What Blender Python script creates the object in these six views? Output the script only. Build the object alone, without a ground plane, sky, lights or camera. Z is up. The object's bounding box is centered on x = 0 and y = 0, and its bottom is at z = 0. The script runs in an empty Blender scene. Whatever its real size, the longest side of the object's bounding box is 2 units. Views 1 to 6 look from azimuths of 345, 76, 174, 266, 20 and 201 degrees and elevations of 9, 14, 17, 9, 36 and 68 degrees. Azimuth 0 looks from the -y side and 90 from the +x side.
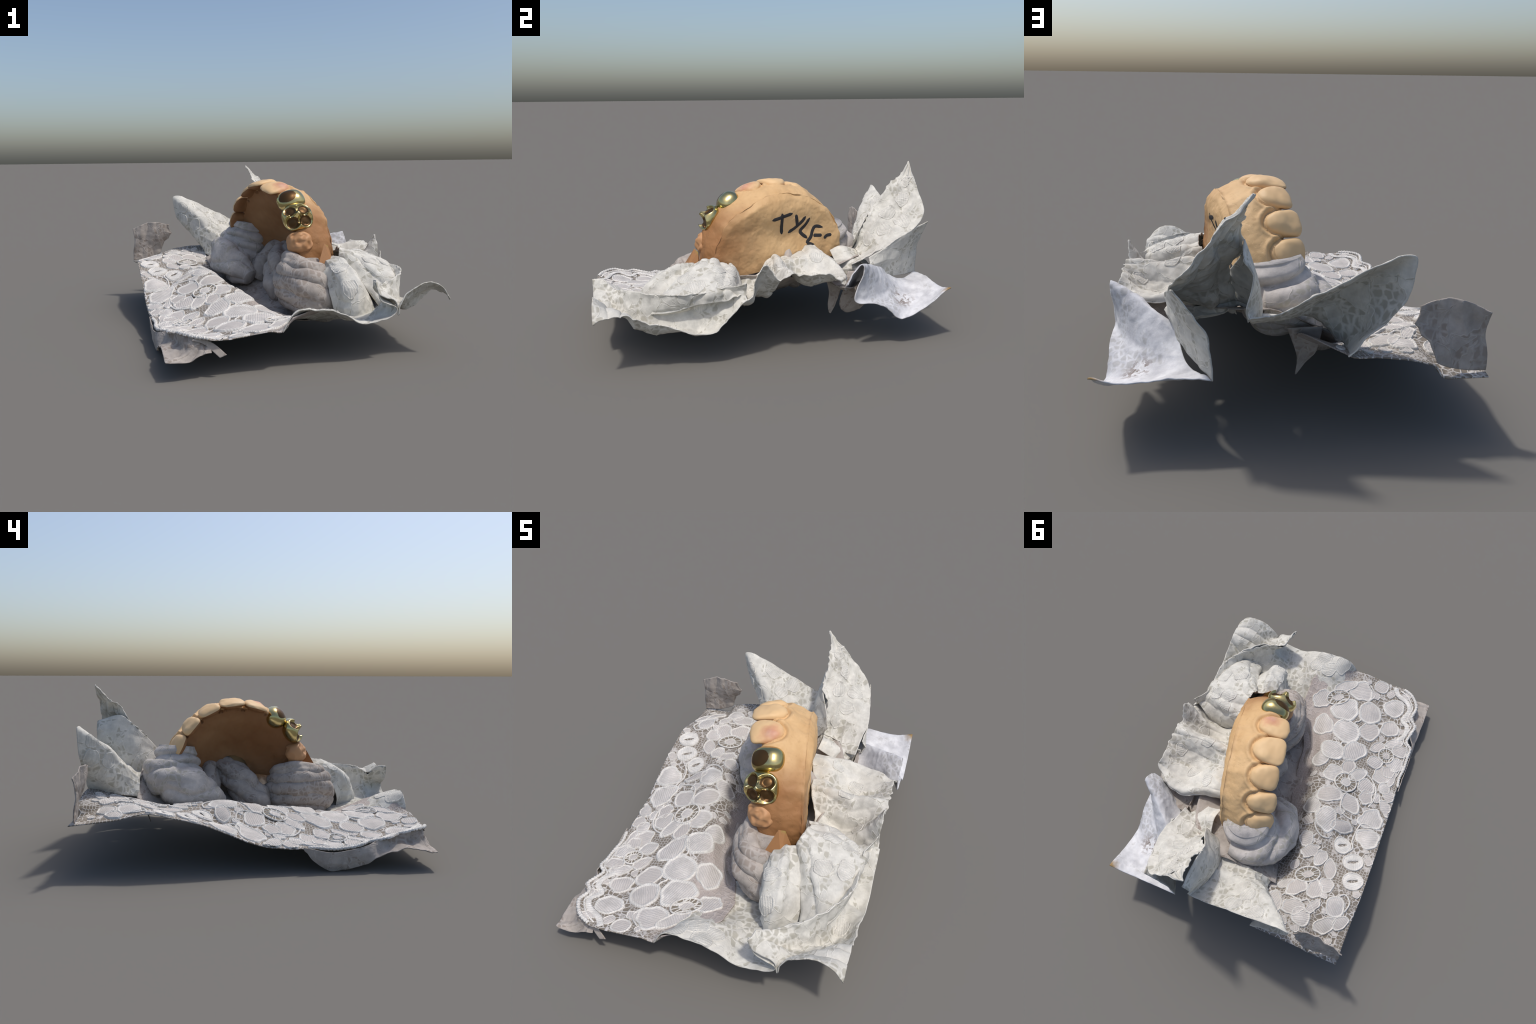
"""Half dental cast with gold crowns, standing wrapped in a crumpled lace cloth."""
import bpy, math, random
import numpy as np
from mathutils import Vector, noise
from mathutils.bvhtree import BVHTree

random.seed(7)
rng = np.random.default_rng(7)

# ------------------------------------------------------------------ helpers
def spline(points, count):
    """Catmull-Rom curve through the control points, evenly spaced by length."""
    p = np.array(points, float)
    if len(p) < 3:
        t = np.linspace(0, 1, count)[:, None]
        return p[0] * (1 - t) + p[-1] * t
    ext = np.vstack([2 * p[0] - p[1], p, 2 * p[-1] - p[-2]])
    fine = []
    for i in range(1, len(ext) - 2):
        a, b, c, d = ext[i - 1:i + 3]
        t = np.linspace(0, 1, 24, endpoint=False)[:, None]
        fine.append(0.5 * (2 * b + (c - a) * t + (2 * a - 5 * b + 4 * c - d) * t ** 2
                           + (3 * b - a - 3 * c + d) * t ** 3))
    fine = np.vstack(fine + [p[-1:]])
    s = np.r_[0, np.cumsum(np.linalg.norm(np.diff(fine, axis=0), axis=1))]
    t = np.linspace(0, s[-1], count)
    return np.stack([np.interp(t, s, fine[:, k]) for k in range(p.shape[1])], 1)


def across(grid, count):
    """Catmull-Rom through a stack of curves (uniform parameter), count rows."""
    g = np.array(grid)
    n = len(g)
    if n == 2:
        t = np.linspace(0, 1, count)[:, None, None]
        return g[0] * (1 - t) + g[1] * t
    ext = np.concatenate([2 * g[:1] - g[1:2], g, 2 * g[-1:] - g[-2:-1]])
    out = []
    for v in np.linspace(0, n - 1, count):
        i = min(int(v), n - 2)
        t = v - i
        a, b, c, d = ext[i:i + 4]
        out.append(0.5 * (2 * b + (c - a) * t + (2 * a - 5 * b + 4 * c - d) * t ** 2
                          + (3 * b - a - 3 * c + d) * t ** 3))
    return np.array(out)


def normals_of(grid):
    du = np.gradient(grid, axis=1)
    dv = np.gradient(grid, axis=0)
    n = np.cross(du, dv)
    return n / (np.linalg.norm(n, axis=2, keepdims=True) + 1e-9)


def crumple(p, amount, scale, seed=0.0):
    """Creased noise: rounded lumps with sharp valleys, as in crumpled cloth."""
    q = Vector((p[0] * scale + seed, p[1] * scale - seed, p[2] * scale + 2 * seed))
    a = noise.noise(q)
    b = abs(noise.noise(q * 2.1 + Vector((5.2, 1.3, 8.8))))
    c = noise.noise(q * 4.5)
    d = 1 - abs(noise.noise(q * 0.9 + Vector((1.7, 9.2, 3.3)))) * 3
    return amount * (0.9 * a + 0.5 * (b - 0.25) + 0.10 * c + 0.5 * max(0, d))


def new_object(name, verts, faces, material, parent, smooth=True):
    me = bpy.data.meshes.new(name)
    me.from_pydata([tuple(map(float, v)) for v in verts], [], faces)
    me.update()
    if smooth:
        me.polygons.foreach_set("use_smooth", [True] * len(me.polygons))
    ob = bpy.data.objects.new(name, me)
    bpy.context.collection.objects.link(ob)
    if material:
        me.materials.append(material)
    if parent:
        ob.parent = parent
    return ob


def grid_faces(rows, cols, wrap=False):
    f = []
    for i in range(rows - 1):
        for j in range(cols if wrap else cols - 1):
            k = (j + 1) % cols
            f.append((i * cols + j, i * cols + k, (i + 1) * cols + k, (i + 1) * cols + j))
    return f


SURFACES = {}
GRIDS = {}

def cloth(name, sections, material, parent, rows=70, cols=70, amount=0.010,
          scale=9.0, seed=0.0, thick=0.005, pin=0.0, ridge=None, ragged=None, pleats=None):
    """A sheet of cloth lofted through section curves, then crumpled.
    pin: fraction at the borders where the crumpling fades out."""
    g = across([spline(s, cols) for s in sections], rows)
    n = normals_of(g)
    for i in range(rows):
        for j in range(cols):
            e = 1.0
            if pin > 0:
                u = min(i, rows - 1 - i) / (rows - 1)
                v = min(j, cols - 1 - j) / (cols - 1)
                e = min(1, (min(u, v) + 0.01) / pin)
            h = crumple(g[i, j], amount, scale, seed) * e
            if pleats:                                     # (axis, count, depth): soft folds, sharp valleys
                axis, count, depth = pleats
                t = i / (rows - 1) if axis == 'rows' else j / (cols - 1)
                ph = count * t + 0.7 * noise.noise(Vector(g[i, j]) * 4.5 + Vector((seed, 0, 0)))
                h += depth * (abs(math.sin(math.pi * ph)) ** 0.6 - 0.65) * e
            if ridge:
                h += ridge(i / (rows - 1), j / (cols - 1), g[i, j])
            g[i, j] += n[i, j] * h
    if ragged:                                             # scalloped or torn hems
        for side, size, freq in ragged:
            a = g if side in ('first', 'last') else g.transpose(1, 0, 2)
            a = a if side in ('first', 'left') else a[::-1]
            step = a[6] - a[0]
            step = step / (np.linalg.norm(step, axis=1, keepdims=True) + 1e-9)
            for m in range(len(a[0])):
                w = abs(math.sin(freq * m / len(a[0]) * math.pi + 2 * noise.noise(Vector(a[0][m]) * 8)))
                w = size * (w + 0.5 * noise.noise(Vector(a[0][m]) * 40))
                for r in range(6):
                    a[r][m] += step[m] * w * (1 - r / 6)
    # the cloth is trimmed to a rectangle
    g[..., 0] = np.clip(g[..., 0], -0.752, 0.752)
    g[..., 1] = np.clip(g[..., 1], -0.998, 0.998)
    v = g.reshape(-1, 3)
    f = grid_faces(rows, cols)
    SURFACES[name] = BVHTree.FromPolygons([Vector(a) for a in v], f)
    GRIDS[name] = g
    ob = new_object(name, v, f, material, parent)
    if thick:
        so = ob.modifiers.new("thickness", 'SOLIDIFY')
        so.thickness = thick
        so.offset = 0
    return ob


def bundle(name, spine, radii, material, parent, rows=90, cols=90, folds=4, shear=0.6,
           depth=0.02, amount=0.012, scale=8.0, seed=0.0, squash=(1.0, 1.0), strands=0, twist=0.0, groove=0.0):
    """A roll of bunched cloth: a tube along a spine with slanted folds around it."""
    s = spline(spine, rows)
    t = np.linspace(0, 1, rows)
    r = np.interp(t, np.linspace(0, 1, len(radii)), radii)
    k = np.ones(9) / 9
    r = np.convolve(np.pad(r, 4, mode='edge'), k, mode='valid')
    tang = np.gradient(s, axis=0)
    tang /= np.linalg.norm(tang, axis=1, keepdims=True)
    ref = np.array([0.0, 1.0, 0.0])
    if abs(tang[rows // 2] @ ref) > 0.8:
        ref = np.array([0, 0, 1.0])
    g = np.zeros((rows, cols, 3))
    for i in range(rows):
        a = np.cross(ref, tang[i]); a /= np.linalg.norm(a)
        b = np.cross(tang[i], a)
        for j in range(cols):
            w = 2 * math.pi * j / cols
            d = a * math.cos(w) * squash[0] + b * math.sin(w) * squash[1]
            base = s[i] + d * r[i]
            wob = noise.noise(Vector(base * 5) + Vector((seed, 0, 0)))
            ph = folds * (t[i] + shear * 0.16 * math.sin(w + seed) + 0.10 * wob)
            fold = abs(math.sin(math.pi * ph)) ** 0.8 - 0.6
            if strands:                                    # creases that run along the roll
                sp = strands * (w / (2 * math.pi) + twist * t[i]) + 0.5 * wob
                fold += groove / max(depth, 1e-6) * (abs(math.sin(math.pi * sp)) ** 0.7 - 0.6)
            cap = min(1, 6 * min(t[i], 1 - t[i]) + 0.15)
            h = depth * fold * cap + crumple(base, amount, scale, seed) * cap
            g[i, j] = base + d * h
    v = np.vstack([g.reshape(-1, 3), s[:1], s[-1:]])
    f = grid_faces(rows, cols, wrap=True)
    nb = rows * cols
    for j in range(cols):
        f.append((nb, (j + 1) % cols, j))
        f.append((nb + 1, (rows - 1) * cols + j, (rows - 1) * cols + (j + 1) % cols))
    SURFACES[name] = BVHTree.FromPolygons([Vector(a) for a in v], f)
    return new_object(name, v, f, material, parent)


def rows_y(y, xz):
    return [(x, y, z) for x, z in xz]


# ------------------------------------------------------------------ materials
class Nodes:
    """Small wrapper to wire a Principled material."""
    def __init__(self, name):
        self.m = bpy.data.materials.new(name)
        self.m.use_nodes = True
        self.t = self.m.node_tree
        self.b = self.t.nodes["Principled BSDF"]
        self.co = self.add("ShaderNodeTexCoord").outputs["Object"]

    def add(self, kind, **kw):
        n = self.t.nodes.new(kind)
        for k, v in kw.items():
            setattr(n, k, v)
        return n

    def link(self, a, b):
        self.t.links.new(a, b)

    def noise(self, scale, detail=4, rough=0.55, vec=None, dist=0.0):
        n = self.add("ShaderNodeTexNoise")
        n.inputs["Scale"].default_value = scale
        n.inputs["Detail"].default_value = detail
        n.inputs["Roughness"].default_value = rough
        n.inputs["Distortion"].default_value = dist
        self.link(vec or self.co, n.inputs["Vector"])
        return n

    def voronoi(self, scale, feature='F1', vec=None, rand=1.0):
        n = self.add("ShaderNodeTexVoronoi", feature=feature)
        n.inputs["Scale"].default_value = scale
        n.inputs["Randomness"].default_value = rand
        self.link(vec or self.co, n.inputs["Vector"])
        return n

    def ramp(self, fac, stops, interp='LINEAR'):
        n = self.add("ShaderNodeValToRGB")
        cr = n.color_ramp
        cr.interpolation = interp
        while len(cr.elements) < len(stops):
            cr.elements.new(0.5)
        for e, (p, c) in zip(cr.elements, stops):
            e.position = p
            e.color = (c, c, c, 1) if isinstance(c, (int, float)) else (*c, 1)
        self.link(fac, n.inputs["Fac"])
        return n.outputs["Color"]

    def mix(self, fac, a, b, mode='MIX'):
        n = self.add("ShaderNodeMix", data_type='RGBA', blend_type=mode)
        for sock, v in ((n.inputs["Factor"], fac), (n.inputs["A"], a), (n.inputs["B"], b)):
            if isinstance(v, (int, float)):
                sock.default_value = v
            elif isinstance(v, tuple):
                sock.default_value = (*v, 1)
            else:
                self.link(v, sock)
        return n.outputs["Result"]

    def math(self, op, a, b=0.0, clamp=False):
        n = self.add("ShaderNodeMath", operation=op, use_clamp=clamp)
        for sock, v in zip(n.inputs, (a, b)):
            if isinstance(v, (int, float)):
                sock.default_value = v
            else:
                self.link(v, sock)
        return n.outputs[0]

    def near(self, centre, radius, soft, wobble=0.0, wscale=12.0):
        """1 within radius of a point, fading to 0."""
        d = self.add("ShaderNodeVectorMath", operation='DISTANCE')
        self.link(self.co, d.inputs[0])
        d.inputs[1].default_value = centre
        v = d.outputs["Value"]
        if wobble:
            v = self.math('ADD', v, self.math('MULTIPLY', self.math('SUBTRACT', self.noise(wscale, 3).outputs["Fac"], 0.5), wobble))
        m = self.add("ShaderNodeMapRange", clamp=True)
        self.link(v, m.inputs[0])
        m.inputs[1].default_value = radius
        m.inputs[2].default_value = radius + soft
        m.inputs[3].default_value = 1
        m.inputs[4].default_value = 0
        return m.outputs[0]

    def bump(self, height, strength=0.4, distance=0.01):
        n = self.add("ShaderNodeBump")
        n.inputs["Strength"].default_value = strength
        n.inputs["Distance"].default_value = distance
        self.link(height, n.inputs["Height"])
        self.link(n.outputs["Normal"], self.b.inputs["Normal"])

    def finish(self, colour, rough=0.9, metal=0.0, spec=0.2):
        if isinstance(colour, tuple):
            self.b.inputs["Base Color"].default_value = (*colour, 1)
        else:
            self.link(colour, self.b.inputs["Base Color"])
        self.b.inputs["Roughness"].default_value = rough
        self.b.inputs["Metallic"].default_value = metal
        self.b.inputs["Specular IOR Level"].default_value = spec
        return self.m


THREAD = (0.58, 0.555, 0.53)
GAP = (0.17, 0.148, 0.12)

def lace_net_material():
    """Open net: pale threads round grey-brown holes, in fine and coarse zones."""
    n = Nodes("lace_net")
    flat = n.add("ShaderNodeMapping")
    flat.inputs["Scale"].default_value = (1, 1, 0.25)
    n.link(n.co, flat.inputs["Vector"])
    wob = n.noise(9, 3)
    warp = n.mix(0.03, flat.outputs[0], wob.outputs["Color"], 'ADD')
    coarse = n.voronoi(32, 'DISTANCE_TO_EDGE', warp, 0.75).outputs["Distance"]
    fine = n.voronoi(56, 'DISTANCE_TO_EDGE', warp, 0.45).outputs["Distance"]
    c = n.ramp(coarse, [(0.0, 1.0), (0.05, 0.85), (0.11, 0.0)])
    f = n.ramp(fine, [(0.0, 0.75), (0.06, 0.6), (0.15, 0.0)])
    zone = n.ramp(n.noise(5, 2).outputs["Fac"], [(0.46, 0.0), (0.52, 1.0)])
    net = n.mix(zone, f, c)
    dust = n.noise(6, 4).outputs["Fac"]
    gap = n.mix(dust, (0.235, 0.205, 0.17), GAP)
    col = n.mix(net, gap, THREAD)
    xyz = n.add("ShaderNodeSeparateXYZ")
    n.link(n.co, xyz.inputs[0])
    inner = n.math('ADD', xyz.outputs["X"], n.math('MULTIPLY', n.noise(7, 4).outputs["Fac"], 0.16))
    trough_tint = n.mix(n.noise(20, 5, 0.65).outputs["Fac"], (0.36, 0.305, 0.275), (0.50, 0.45, 0.425))
    col = n.mix(n.ramp(n.math('ADD', inner, 0.5), [(0.36, 0.0), (0.44, 0.85)]), col, trough_tint)  # pinkish-brown tint replaces the net towards the trough
    n.bump(net, 0.5, 0.006)
    return n.finish(col, 0.95)


def lace_weave_material(name="lace_weave", tone=THREAD, ribs=0.5, vary=0.6):
    """Densely woven petal: off-white with ribs of thread and thin, see-through places."""
    n = Nodes(name)
    info = n.add("ShaderNodeObjectInfo")
    rnd = info.outputs["Random"]
    rot = n.add("ShaderNodeVectorRotate", rotation_type='Z_AXIS')
    n.link(n.co, rot.inputs["Vector"])
    n.link(n.math('MULTIPLY', rnd, 9.0), rot.inputs["Angle"])
    w = n.add("ShaderNodeTexWave", wave_type='BANDS')
    w.inputs["Scale"].default_value = 26
    w.inputs["Distortion"].default_value = 4.0
    w.inputs["Detail"].default_value = 3
    n.link(rot.outputs[0], w.inputs["Vector"])
    weft = n.add("ShaderNodeTexWave", wave_type='BANDS', bands_direction='Y')
    weft.inputs["Scale"].default_value = 60
    weft.inputs["Distortion"].default_value = 3.0
    n.link(rot.outputs[0], weft.inputs["Vector"])
    nz = n.noise(16, 6, 0.65).outputs["Fac"]
    a = n.mix(n.ramp(nz, [(0.3, 0.0), (0.7, 1.0)]), tuple(c * 0.70 for c in tone), tuple(min(1, c * 1.12) for c in tone))
    a = n.mix(n.math('MULTIPLY', rnd, vary), a, tuple(c * f for c, f in zip(tone, (.74, .70, .68))))
    col = n.mix(n.math('MULTIPLY', w.outputs["Fac"], ribs), a, tuple(c * 0.62 for c in tone))
    col = n.mix(n.math('MULTIPLY', weft.outputs["Fac"], ribs * 0.5), col, tuple(c * 0.60 for c in tone))
    n.bump(n.mix(0.5, w.outputs["Fac"], weft.outputs["Fac"]), 0.5, 0.006)
    return n.finish(col, 0.95)


def crumpled_lace_material(name="crumpled_lace", tone=(0.60, 0.585, 0.545), hole=(0.37, 0.35, 0.29)):
    """Folded lace: bright woven petals with patches of net showing between them."""
    n = Nodes(name)
    warp = n.mix(0.10, n.co, n.noise(5, 4).outputs["Color"], 'ADD')
    petal = n.voronoi(8.5, 'DISTANCE_TO_EDGE', warp, 1.0).outputs["Distance"]
    holes = n.ramp(n.voronoi(27, 'DISTANCE_TO_EDGE', warp, 0.55).outputs["Distance"],
                   [(0.06, 0.0), (0.20, 1.0)])
    patchy = n.noise(4.5, 3, 0.6).outputs["Fac"]
    reach = n.math('SUBTRACT', n.math('MULTIPLY', patchy, 0.95), 0.37)
    between = n.ramp(n.math('SUBTRACT', reach, petal), [(0.0, 0.0), (0.03, 1.0)])
    mott = n.noise(13, 6, 0.65).outputs["Fac"]
    base = n.mix(n.ramp(mott, [(0.3, 0.0), (0.7, 1.0)]), tuple(c * 0.70 for c in tone), tuple(min(1, c * 1.14) for c in tone))
    rim = n.ramp(n.math('ABSOLUTE', n.math('SUBTRACT', reach, petal)), [(0.0, 1.0), (0.022, 0.0)])
    col = n.mix(n.math('MULTIPLY', holes, n.math('MULTIPLY', between, 0.8)), base, hole)
    col = n.mix(n.math('MULTIPLY', rim, 0.5), col, tuple(min(1, c * 1.18) for c in tone))
    fine = n.noise(80, 3).outputs["Fac"]
    col = n.mix(n.math('MULTIPLY', fine, 0.30), col, tuple(c * 0.66 for c in tone))
    hgt = n.mix(0.35, n.noise(24, 6, 0.62).outputs["Fac"], rim)
    n.bump(hgt, 0.4, 0.012)
    return n.finish(col, 0.95)


def tray_material():
    """Bluish white cloth corner with rust-brown specks and an ochre corner."""
    n = Nodes("spotted_cloth")
    mott = n.noise(16, 5, 0.6).outputs["Fac"]
    net = n.voronoi(30, 'DISTANCE_TO_EDGE', n.mix(0.1, n.co, n.noise(5, 4).outputs["Color"], 'ADD'), 0.6).outputs["Distance"]
    base = n.mix(n.ramp(mott, [(0.3, 0.0), (0.7, 1.0)]), (0.46, 0.46, 0.48), (0.70, 0.70, 0.71))
    zone = n.ramp(n.noise(5, 3).outputs["Fac"], [(0.52, 0.0), (0.60, 0.5)])
    base = n.mix(n.math('MULTIPLY', n.ramp(net, [(0.08, 0.0), (0.2, 1.0)]), zone), base, (0.36, 0.35, 0.33))
    speck = n.ramp(n.noise(34, 3, 0.6).outputs["Fac"], [(0.50, 0.0), (0.56, 1.0)])
    where = n.near((0.60, 0.77, 0.22), 0.02, 0.07, 0.06)
    col = n.mix(n.math('MULTIPLY', speck, where), base, (0.13, 0.085, 0.06))
    corner = n.near((0.757, 1.0, 0.33), 0.02, 0.05, 0.06, 25)
    col = n.mix(corner, col, (0.30, 0.20, 0.09))
    n.bump(n.noise(30, 5).outputs["Fac"], 0.4, 0.01)
    return n.finish(col, 0.95)


def plaster_material(name="plaster", stain=1.0, baked_shade=False):
    """Ochre dental stone, browner and redder towards the molars, shadow painted on the palate."""
    n = Nodes(name)
    mott = n.noise(7, 5, 0.6).outputs["Fac"]
    base = n.mix(mott, (0.58, 0.36, 0.165), (0.72, 0.49, 0.255))
    fine = n.noise(45, 4, 0.6).outputs["Fac"]
    base = n.mix(n.ramp(fine, [(0.58, 0.0), (0.75, 0.35)]), base, (0.42, 0.24, 0.10))
    blot = n.ramp(n.noise(3.2, 5, 0.6).outputs["Fac"], [(0.48, 0.0), (0.68, 0.45)])
    base = n.mix(blot, base, (0.45, 0.255, 0.105))
    molar = n.near((0.18, -0.40, 0.52), 0.20, 0.26, 0.18, 8)
    base = n.mix(n.math('MULTIPLY', molar, 0.9 * stain), base, (0.28, 0.122, 0.042))
    if baked_shade:
        base = n.mix(n.ramp(n.noise(4, 4).outputs["Fac"], [(0.3, 0.75), (0.7, 1.0)]), base, (0.23, 0.10, 0.036))  # deep brown darkens the plaster for the hollow's shade
    green = n.near((0.285, -0.385, 0.525), 0.008, 0.02, 0.02, 40)
    base = n.mix(n.math('MULTIPLY', green, 0.7), base, (0.22, 0.27, 0.04))
    pit = n.ramp(n.noise(90, 2).outputs["Fac"], [(0.30, 0.0), (0.42, 1.0)])
    n.bump(n.mix(0.6, pit, n.noise(18, 5).outputs["Fac"]), 0.25, 0.008)
    return n.finish(base, 0.62, 0, 0.35)


def tooth_material(name, pink=0.0, centre=(0, 0, 0), dark=(0.64, 0.41, 0.20), light=(0.75, 0.53, 0.29)):
    n = Nodes(name)
    mott = n.noise(9, 5).outputs["Fac"]
    base = n.mix(mott, dark, light)
    if pink:
        p = n.near(centre, 0.015, 0.06, 0.07, 18)
        base = n.mix(n.math('MULTIPLY', p, pink), base, (0.52, 0.20, 0.13))
        w = n.near(centre, 0.0, 0.035, 0.05, 26)
        base = n.mix(n.math('MULTIPLY', w, 0.6), base, (0.62, 0.42, 0.34))
    n.bump(n.noise(30, 4).outputs["Fac"], 0.15, 0.006)
    return n.finish(base, 0.55, 0, 0.35)


def gold_material():
    n = Nodes("gold_metal")
    t = n.noise(10, 3).outputs["Fac"]
    col = n.mix(t, (0.36, 0.25, 0.10), (0.72, 0.64, 0.30))
    n.bump(n.noise(20, 2).outputs["Fac"], 0.15, 0.01)
    return n.finish(col, 0.22, 1.0, 0.5)


NET = lace_net_material()
WEAVE = lace_weave_material(tone=(0.72, 0.685, 0.65), ribs=0.5, vary=0.7)
CORD = lace_weave_material("lace_cord", (0.78, 0.755, 0.71), 0.25, 0.15)
FOLD = crumpled_lace_material(tone=(0.66, 0.64, 0.58))
FOLD_WEAVE = lace_weave_material("fold_weave", (0.71, 0.69, 0.63), 0.30, 0.15)
FOLD_CORD = lace_weave_material("fold_cord", (0.72, 0.70, 0.64), 0.25, 0.1)
WRAP = crumpled_lace_material("wrapped_lace", (0.53, 0.495, 0.465))  # tone lowered and warmed to match rolls seen in shade
BUNDLE = crumpled_lace_material("bunched_lace", (0.44, 0.395, 0.355), (0.27, 0.225, 0.19))
HOLE = Nodes("dark_eyelet").finish((0.20, 0.175, 0.14), 0.95)
PIT = Nodes("dark_reflection_gold").finish((0.10, 0.055, 0.022), 0.35, 0.7)  # near-black brown paints the dark reflections inside the crown pits
TRAY = tray_material()
PLASTER = plaster_material()
PALATE = plaster_material("shade_painted_plaster", baked_shade=True)
TOOTH = tooth_material("stone_tooth")
RED_TOOTH = tooth_material("stained_tooth", 0.85, (0.12, -0.07, 0.87))
MOLAR = tooth_material("brown_tooth", 0.0, (0.13, -0.38, 0.57), (0.40, 0.19, 0.08), (0.56, 0.32, 0.16))
GOLD = gold_material()
INK = Nodes("marker_ink").finish((0.035, 0.034, 0.036), 0.8)

# ------------------------------------------------------------------ the cloth
lace = bpy.data.objects.new("lace_cloth", None)
bpy.context.collection.objects.link(lace)
lace["label"] = "crumpled white floral lace cloth folded around a dental cast"
lace["category"] = "lace cloth"

# flat lace sheet: section profiles (x, z) from the left edge over a low swell into the trough
sheet_profiles = [
    (0.998, [(-.752, .29), (-.64, .285), (-.58, .29), (-.53, .35), (-.35, .37), (-.22, .375)]),
    (0.75, [(-.752, .315), (-.55, .36), (-.40, .35), (-.25, .31), (-.16, .32), (-.05, .37)]),
    (0.60, [(-.752, .345), (-.60, .34), (-.45, .325), (-.33, .30), (-.24, .25), (-.17, .22), (-.08, .24)]),
    (0.50, [(-.752, .335), (-.67, .325), (-.50, .315), (-.40, .30), (-.30, .28), (-.23, .22), (-.16, .17)]),
    (0.30, [(-.752, .285), (-.60, .28), (-.45, .30), (-.34, .305), (-.26, .27), (-.20, .20), (-.12, .15)]),
    (0.15, [(-.752, .225), (-.60, .255), (-.45, .295), (-.36, .312), (-.27, .285), (-.20, .20), (-.11, .145)]),
    (0.0, [(-.752, .165), (-.60, .205), (-.45, .255), (-.35, .28), (-.24, .265), (-.17, .19), (-.08, .14)]),
    (-.15, [(-.752, .145), (-.60, .18), (-.45, .225), (-.30, .25), (-.19, .235), (-.13, .17), (-.05, .13)]),
    (-.30, [(-.738, .14), (-.60, .153), (-.45, .19), (-.30, .225), (-.18, .23), (-.11, .17), (-.03, .13)]),
    (-.42, [(-.744, .13), (-.60, .145), (-.42, .18), (-.27, .205), (-.15, .205), (-.07, .155), (.02, .13)]),
    (-.52, [(-.741, .14), (-.60, .145), (-.42, .17), (-.27, .195), (-.13, .19), (-.04, .155), (.06, .14)]),
    (-.58, [(-.736, .155), (-.60, .148), (-.42, .165), (-.25, .19), (-.12, .185), (-.02, .16), (.08, .15)]),
    (-.63, [(-.696, .16), (-.58, .15), (-.41, .165), (-.24, .188), (-.11, .182), (0, .165), (.10, .17)]),
    (-.70, [(-.708, .178), (-.58, .155), (-.41, .165), (-.24, .186), (-.11, .185), (0, .18), (.10, .19)]),
    (-.75, [(-.712, .19), (-.58, .163), (-.41, .17), (-.24, .186), (-.11, .19), (0, .20), (.10, .21)]),
    (-.80, [(-.671, .195), (-.56, .17), (-.40, .172), (-.23, .186), (-.11, .195), (0, .215), (.10, .23)]),
    (-.88, [(-.673, .215), (-.55, .185), (-.40, .178), (-.24, .19), (-.14, .195), (-.05, .235), (.05, .26)]),
    (-.95, [(-.625, .215), (-.52, .195), (-.38, .185), (-.24, .195), (-.17, .195), (-.10, .25), (-.02, .28)]),
    (-.998, [(-.54, .208), (-.48, .20), (-.38, .198), (-.26, .207), (-.185, .197), (-.155, .225), (-.12, .27)]),
]
def sheet_dents(u, v, p):
    """A sunken crease in the middle of the sheet; everything a little low to carry the motifs."""
    dx, dy = p[0] + .57, p[1] - .20
    a, b = dx * .75 + dy * .66, -dx * .66 + dy * .75
    left = min(1, max(0, (-.30 - p[0]) / .2))
    return (.003 - .013 * left - .036 * math.exp(-(a / .09) ** 2 - (b / .05) ** 2)) * SHEET_UP

SHEET_UP = -1 if normals_of(across([spline(rows_y(y, xz), 9) for y, xz in sheet_profiles], 9))[4, 4, 2] < 0 else 1
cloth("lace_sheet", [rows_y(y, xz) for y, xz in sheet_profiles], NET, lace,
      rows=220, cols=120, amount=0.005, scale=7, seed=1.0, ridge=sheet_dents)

# floor of the trough under the cast
cloth("trough_floor", [
    rows_y(-.50, [(.0, .15), (.10, .12), (.20, .12), (.34, .18), (.40, .30)]),
    rows_y(-.35, [(-.08, .16), (.02, .10), (.15, .10), (.32, .20), (.40, .36)]),
    rows_y(-.20, [(-.10, .16), (-.02, .12), (.12, .15), (.30, .24), (.40, .39)]),
    rows_y(.0, [(-.13, .16), (-.05, .13), (.10, .19), (.32, .28), (.42, .38)]),
    rows_y(.20, [(-.16, .17), (-.08, .15), (.10, .22), (.32, .32), (.42, .37)]),
    rows_y(.38, [(-.18, .18), (-.10, .18), (.05, .29), (.30, .38), (.42, .40)]),
    rows_y(.56, [(-.20, .22), (-.10, .30), (.08, .41), (.26, .42), (.36, .44)]),
    rows_y(.70, [(-.24, .32), (-.12, .38), (.05, .45), (.15, .46), (.22, .46)]),
], BUNDLE, lace, rows=60, cols=50, amount=0.012, scale=9, seed=21.0)

# bottom of the hollow beside the tray
cloth("hollow_floor", [
    rows_y(.33, [(.38, .37), (.50, .355), (.60, .36), (.72, .38)]),
    rows_y(.41, [(.36, .36), (.48, .32), (.58, .32), (.70, .36)]),
    rows_y(.50, [(.36, .37), (.44, .33), (.52, .33), (.60, .36)]),
], BUNDLE, lace, rows=40, cols=40, amount=0.010, scale=9, seed=26.0)

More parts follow.
